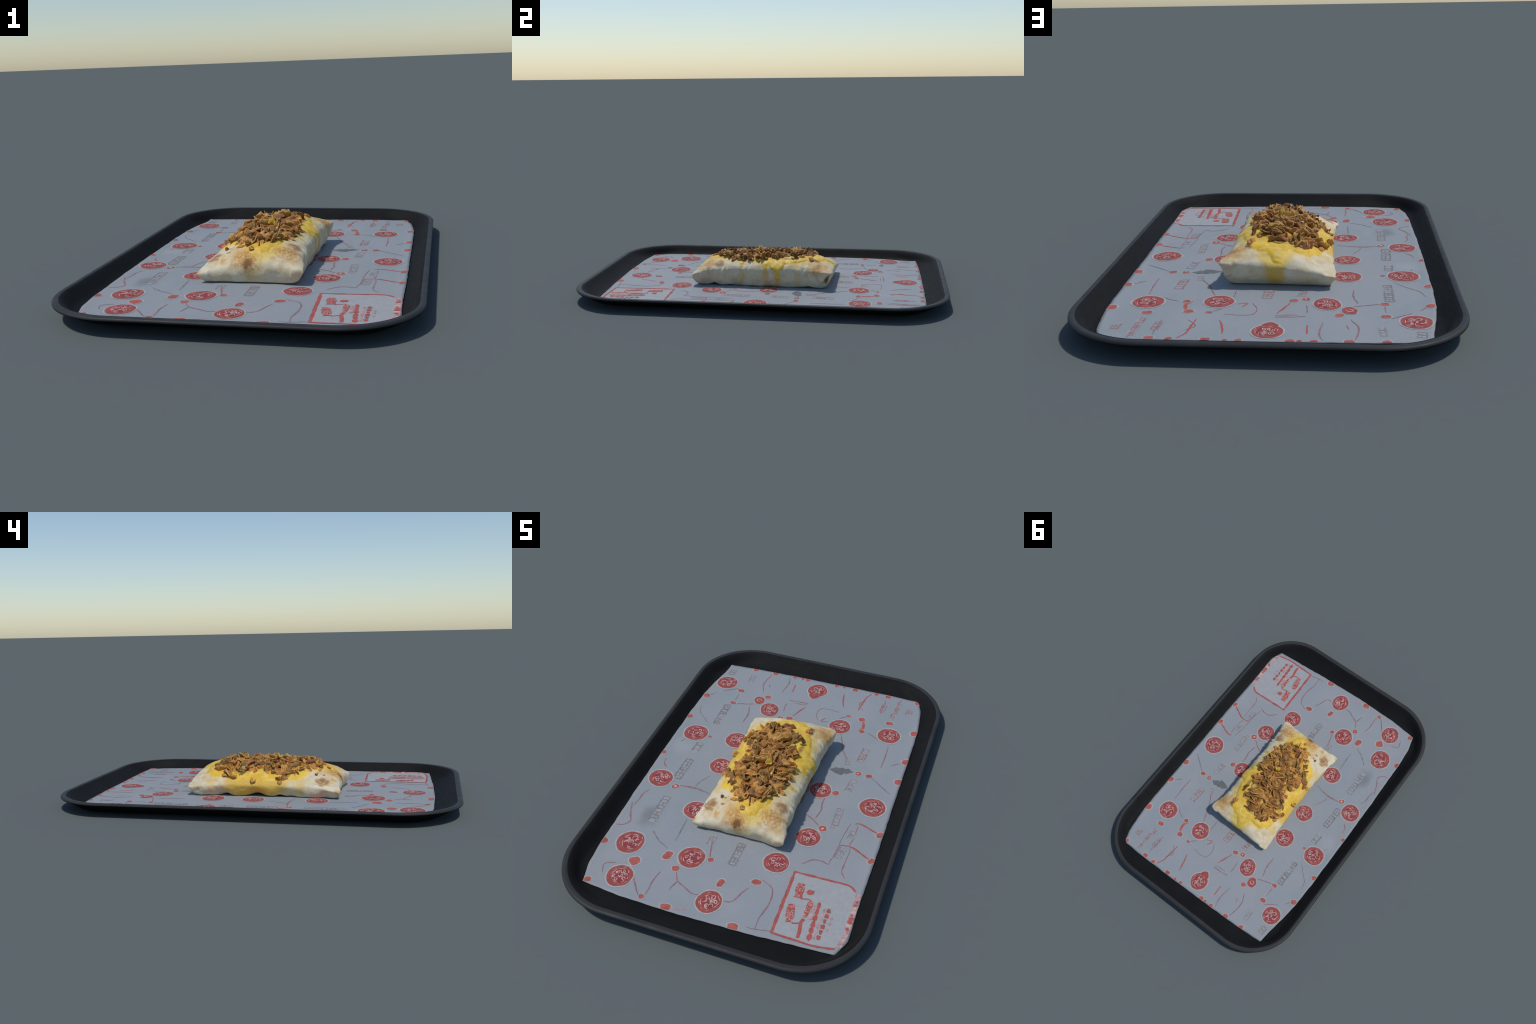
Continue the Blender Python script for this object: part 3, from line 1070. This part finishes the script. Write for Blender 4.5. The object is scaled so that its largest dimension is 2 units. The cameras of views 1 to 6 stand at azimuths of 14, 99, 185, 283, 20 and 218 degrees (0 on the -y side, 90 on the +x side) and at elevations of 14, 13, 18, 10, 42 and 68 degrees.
def build_cheese():
    bm = bmesh.new()
    bm.from_mesh(wrap_mesh)
    bm.normal_update()
    keep = {}
    moves = []
    for vt in bm.verts:
        p, n = vt.co, vt.normal
        if p.z < .035 or n.z < -.6 or (abs(p.y) > .30 and n.z < .25):
            m = -.05
        else:
            m = signed(CHEESE, p.x, p.y)
            m += .010 * fbm(p.x, p.y, p.z, 22, 3) + .005 * fbm(p.x, p.y, p.z, 55, 5)
            # below the shoulder the sauce thins out except in the drips
            if p.x < -.12:
                m -= max(0, .100 + .014 * fbm(0, p.y, 0, 20, 2) - p.z) * 1.2
            if p.x > .11:
                half = .016 + .006 * fbm(0, p.y, p.z, 30, 6) + .040 * float(smooth(.105, .150, p.z))
                drip = half - abs(p.y - .070 + .006 * math.sin(p.z * 50))
                lobe = .016 + .012 * float(smooth(.13, .155, p.z)) - abs(p.y - .004) - max(0, .128 - p.z) * 2
                lobe2 = .014 - abs(p.y + .13) - max(0, .136 - p.z) * 2
                drip = max(drip, lobe, lobe2)
                if p.z < .062:
                    drip -= (.062 - p.z) * 1.5
                m = max(m, drip) if p.x > .13 else m
        t = .0058 * float(smooth(-.006, .024, m)) - .0019
        h = signed(HEAP, p.x, p.y)
        if h > -.02 and n.z > 0:
            t += float(smooth(-.01, .05, h)) * (.005 + .010 * fbm(p.x, p.y, p.z, 28, 7)) * n.z
        elif m > 0:
            t += .0018 * fbm(p.x, p.y, p.z, 45, 11)
        keep[vt] = t > -.0016
        moves.append(n * t)
    for vt, mv in zip(bm.verts, moves):
        vt.co += mv
    dead = [f for f in bm.faces if not any(keep[v] for v in f.verts)]
    bmesh.ops.delete(bm, geom=dead, context="FACES")
    bm.normal_update()
    me = bpy.data.meshes.new("cheese_sauce")
    bm.to_mesh(me)
    bm.free()
    me.materials.clear()
    me.materials.append(M_CHEESE)
    me.polygons.foreach_set("use_smooth", np.ones(len(me.polygons), bool))
    add("cheese_sauce", me, burrito)
    return me


cheese_mesh = build_cheese()


def build_flap():
    """browned edge of the tortilla peeping out under the right side"""
    n, m = 60, 6
    verts, faces = [], []
    for k, dz in enumerate((0, -.0035)):
        for j in range(n + 1):
            t = j / n
            yy = -.16 + .30 * t
            reach = .002 + .018 * math.sin(math.pi * t) + .012 * fbm(0, yy, 0, 30, 3) + .010 * math.exp(-((yy - .09) / .03) ** 2)
            for i in range(m + 1):
                s = i / m
                xx = .125 + (.035 + reach) * s
                zz = PZ + .010 - .004 * s + .005 * s * fbm(xx, yy, 0, 36, 7) + dz
                verts.append((xx, yy, max(zz, PZ + .0018)))
    W = m + 1
    N = (n + 1) * W
    for j in range(n):
        for i in range(m):
            a = j * W + i
            faces.append((a, a + 1, a + W + 1, a + W))
            faces.append((N + a, N + a + W, N + a + W + 1, N + a + 1))
    for j in range(n):
        a = j * W + m
        faces.append((a, N + a, N + a + W, a + W))
    for j in (0, n):
        for i in range(m):
            a = j * W + i
            faces.append((a, N + a, N + a + 1, a + 1) if j == 0 else (a, a + 1, N + a + 1, N + a))
    add("tortilla_flap", new_mesh("tortilla_flap", verts, faces, [M_FLAP]), burrito)


build_flap()


# ------------------------------------------------------------- fried onions
def flake(seed, length, width, curl, twist, cup, thick):
    """one curled, ragged flake, with thickness and a paler cut edge"""
    loc = random.Random(seed)
    nl, nw = 14, 8
    verts = []
    grid = []
    for j in range(nl + 1):
        t = 2 * j / nl - 1
        prof = (1 - abs(t) ** 4) ** .5
        wl = width / 2 * (.34 + .66 * prof) * (1 + .5 * fbm(t, seed, 0, 1.8, 3) + .14 * fbm(t, seed, 0, 5, 3))
        wr = width / 2 * (.34 + .66 * prof) * (1 + .5 * fbm(t, seed, 5, 1.8, 3) + .14 * fbm(t, seed, 5, 5, 3))
        bend = curl * t
        for i in range(nw + 1):
            s = 2 * i / nw - 1
            w = wl if s < 0 else wr
            lx = s * w
            # curl along the length on an arc, cup across, twist
            R = length / 2 / max(.05, abs(curl))
            ang = t * abs(curl)
            X = R * math.sin(ang)
            Z = R * (1 - math.cos(ang)) * (1 if curl > 0 else -1)
            Z += cup * lx * lx / width * 2
            Z += .30 * width * fbm(t, s, seed, 1.5, 6) + .11 * width * fbm(t, s, seed, 3.2, 2)
            ct, st = math.cos(twist * t), math.sin(twist * t)
            Y = lx * ct
            Z += lx * st
            X += .13 * length * fbm(s * .9, t, seed, 1.6, 9) * abs(t)
            verts.append(Vector((X, Y, Z)))
    W = nw + 1
    quads = [(j * W + i, j * W + i + 1, (j + 1) * W + i + 1, (j + 1) * W + i) for j in range(nl) for i in range(nw)]
    tmp = new_mesh("tmp", verts, quads, [])
    ns = [v.normal.copy() for v in tmp.vertices]
    bpy.data.meshes.remove(tmp)
    n = len(verts)
    body = []
    for j in range(nl + 1):
        for i in range(nw + 1):
            t, q = 2 * j / nl - 1, 2 * i / nw - 1
            body.append(thick / 2 * (.30 + .70 * math.sqrt(max(0, (1 - q ** 4) * (1 - t ** 4)))) * (1 + .5 * fbm(t, q, seed, 2.2, 15)))
    allv = [v + q * h for v, q, h in zip(verts, ns, body)] + [v - q * h for v, q, h in zip(verts, ns, body)]
    loop = [i for i in range(W)] + [j * W + nw for j in range(1, nl + 1)] + [nl * W + i for i in range(nw - 1, -1, -1)] + [j * W for j in range(nl - 1, 0, -1)]
    # rounded edge: a middle ring pushed outward
    c = sum(verts, Vector()) / n
    mid = []
    for k, a in enumerate(loop):
        b, d = loop[k - 1], loop[(k + 1) % len(loop)]
        tang = (verts[d] - verts[b]).normalized()
        out = tang.cross(ns[a])
        mid.append(len(allv))
        allv.append(verts[a] + out * thick * .16)
    faces = list(quads) + [tuple(n + i for i in reversed(q)) for q in quads]
    idx = [0] * len(faces)
    K = len(loop)
    for k in range(K):
        a, b = loop[k], loop[(k + 1) % K]
        ma, mb = mid[k], mid[(k + 1) % K]
        faces += [(a, ma, mb, b), (ma, n + a, n + b, mb)]
        idx += [1, 1]
    return new_mesh("fried_onion_flake", allv, faces, [M_ONION, M_ONION_EDGE], idx)


FLAKES = []
for k in range(22):
    lo = random.Random(100 + k)
    FLAKES.append(flake(k + 1, lo.uniform(.044, .084), lo.uniform(.025, .042), lo.choice((-1, -1, -1, 1)) * lo.uniform(.3, 1.25), lo.uniform(-.7, .7), lo.choice((-1, -1, 1)) * lo.uniform(.4, 1.7), lo.uniform(.0075, .0115)))
STRIPS = [flake(60 + k, random.Random(k).uniform(.07, .10), random.Random(k).uniform(.018, .028), (-.5, -.9, .7, -1.1)[k], (.5, -.4, .8, -.9)[k], (.8, -1.2, .5, 1.0)[k], .010) for k in range(4)]
CRUMBS = [flake(80 + k, .030, .022, (.8, -.6, 1.2)[k], (.3, -.5, .4)[k], (1.2, -1., .8)[k], .009) for k in range(3)]


def pale_copy(me):
    m = me.copy()
    m.name = "pale_onion_flake"
    m.materials[0] = M_ONION_PALE
    return m


PALE = [pale_copy(FLAKES[2]), pale_copy(FLAKES[7])]
GOLD_MESH = CRUMBS[0].copy()
GOLD_MESH.materials[0] = M_GOLDBIT
GOLD_MESH.materials[1] = M_GOLDBIT

tree = BVHTree.FromPolygons([v.co.copy() for v in cheese_mesh.vertices], [tuple(p.vertices) for p in cheese_mesh.polygons])
tree_wrap = BVHTree.FromPolygons([v.co.copy() for v in wrap_mesh.vertices], [tuple(p.vertices) for p in wrap_mesh.polygons])


def ground(x, y):
    best = None
    for tr in (tree, tree_wrap):
        h = tr.ray_cast(Vector((x, y, .5)), Vector((0, 0, -1)))
        if h[0] is not None and (best is None or h[0].z > best[0].z):
            best = (h[0], h[1])
    return best


def place(mesh, x, y, rise, tilt, azim, spin, size=1., name="fried_onion_flake"):
    """lay a flake on the food: tilt away from the surface towards azim, then spin"""
    g = ground(x, y)
    if g is None:
        return
    p, n = g
    if n.z < 0:
        n = -n
    up = n.lerp(Vector((0, 0, 1)), .4).normalized()
    ax = Vector((math.cos(azim), math.sin(azim), 0))
    q = up.rotation_difference(Vector((0, 0, 1))).inverted()
    rot = Matrix.Rotation(tilt, 3, ax) @ q.to_matrix() @ Matrix.Rotation(spin, 3, "Z")
    ob = add(name, mesh, burrito)
    ob.location = p + Vector((0, 0, rise))
    ob.rotation_euler = rot.to_euler()
    ob.scale = (size, size * random.uniform(.85, 1.15), size)
    return ob


def heap():
    pts = []
    tries = 0
    lo = random.Random(21)

    def scatter(count, gap, inset, layer):
        got = []
        t = 0
        while len(got) < count and t < 6000:
            t += 1
            x, y = lo.uniform(-.2, .13), lo.uniform(-.30, .28)
            d = signed(HEAP, x, y)
            if d < inset:
                continue
            if any((x - a) ** 2 + (y - b) ** 2 < gap * gap for a, b in got):
                continue
            got.append((x, y))
        return got

    # low layer half sunk in sauce, upper layers standing and leaning
    for x, y in scatter(92, .022, .003, 0):
        place(lo.choice(FLAKES + STRIPS[:2]), x, y, lo.uniform(-.005, .001), lo.uniform(.0, .6), lo.uniform(0, 6.28), lo.uniform(0, 6.28), lo.uniform(.7, 1.1))
    for x, y in scatter(56, .028, .014, 1):
        place(lo.choice(FLAKES + STRIPS), x, y, lo.uniform(.0, .005), lo.uniform(.0, .7), lo.uniform(0, 6.28), lo.uniform(0, 6.28), lo.uniform(.7, 1.05))
    for x, y in scatter(22, .042, .035, 2):
        place(lo.choice(FLAKES), x, y, lo.uniform(.006, .012), lo.uniform(.1, .9), lo.uniform(0, 6.28), lo.uniform(0, 6.28), lo.uniform(.6, .9))
    for x, y in scatter(16, .045, -.006, 3):
        place(lo.choice(CRUMBS), x, y, lo.uniform(.001, .006), lo.uniform(0, .9), lo.uniform(0, 6.28), lo.uniform(0, 6.28), lo.uniform(.6, 1.1), "fried_onion_crumb")
    for x, y in ((.012, -.012), (-.09, -.02), (.06, .12), (.03, -.10), (-.12, .12)):
        place(lo.choice(PALE), x, y, .005, lo.uniform(.2, .8), lo.uniform(0, 6.28), lo.uniform(0, 6.28), lo.uniform(.6, .8), "pale_onion_flake")


heap()
# named stragglers: an upright shard on the right, loose bits on the sauce and wrap
place(STRIPS[0], .098, .160, .012, .8, 2.2, 1.0, .75)
place(FLAKES[4], .082, .185, .004, .3, .5, 2.0, .7)
place(CRUMBS[1], .105, .255, .004, .3, 1.0, .6, 1.25, "fried_onion_crumb")
place(GOLD_MESH, .007, -.058, .018, .3, 1.2, .6, 1.05, "golden_onion_bit")
place(CRUMBS[2], -.02, -.325, .002, .2, .0, .4, .75, "fried_onion_crumb")
place(STRIPS[1], -.070, -.290, .003, .5, .2, .1, .7)
place(CRUMBS[0], -.135, -.275, .000, .2, .3, 1.0, .55, "fried_onion_crumb")
place(CRUMBS[1], -.118, -.316, -.001, .1, .3, 1.4, .4, "fried_onion_crumb")
place(CRUMBS[0], -.200, .045, .002, .5, 1.0, .3, 1.1, "fried_onion_crumb")
place(CRUMBS[2], -.188, .150, .002, .6, 1.5, 1.0, 1.2, "fried_onion_crumb")
place(FLAKES[9], -.195, -.100, .004, .4, 1.2, 2.6, .6)
place(FLAKES[12], -.185, -.085, .012, .6, 1.7, 1.1, .55)
place(FLAKES[6], -.16, .205, .004, .5, 2.0, .4, .65)
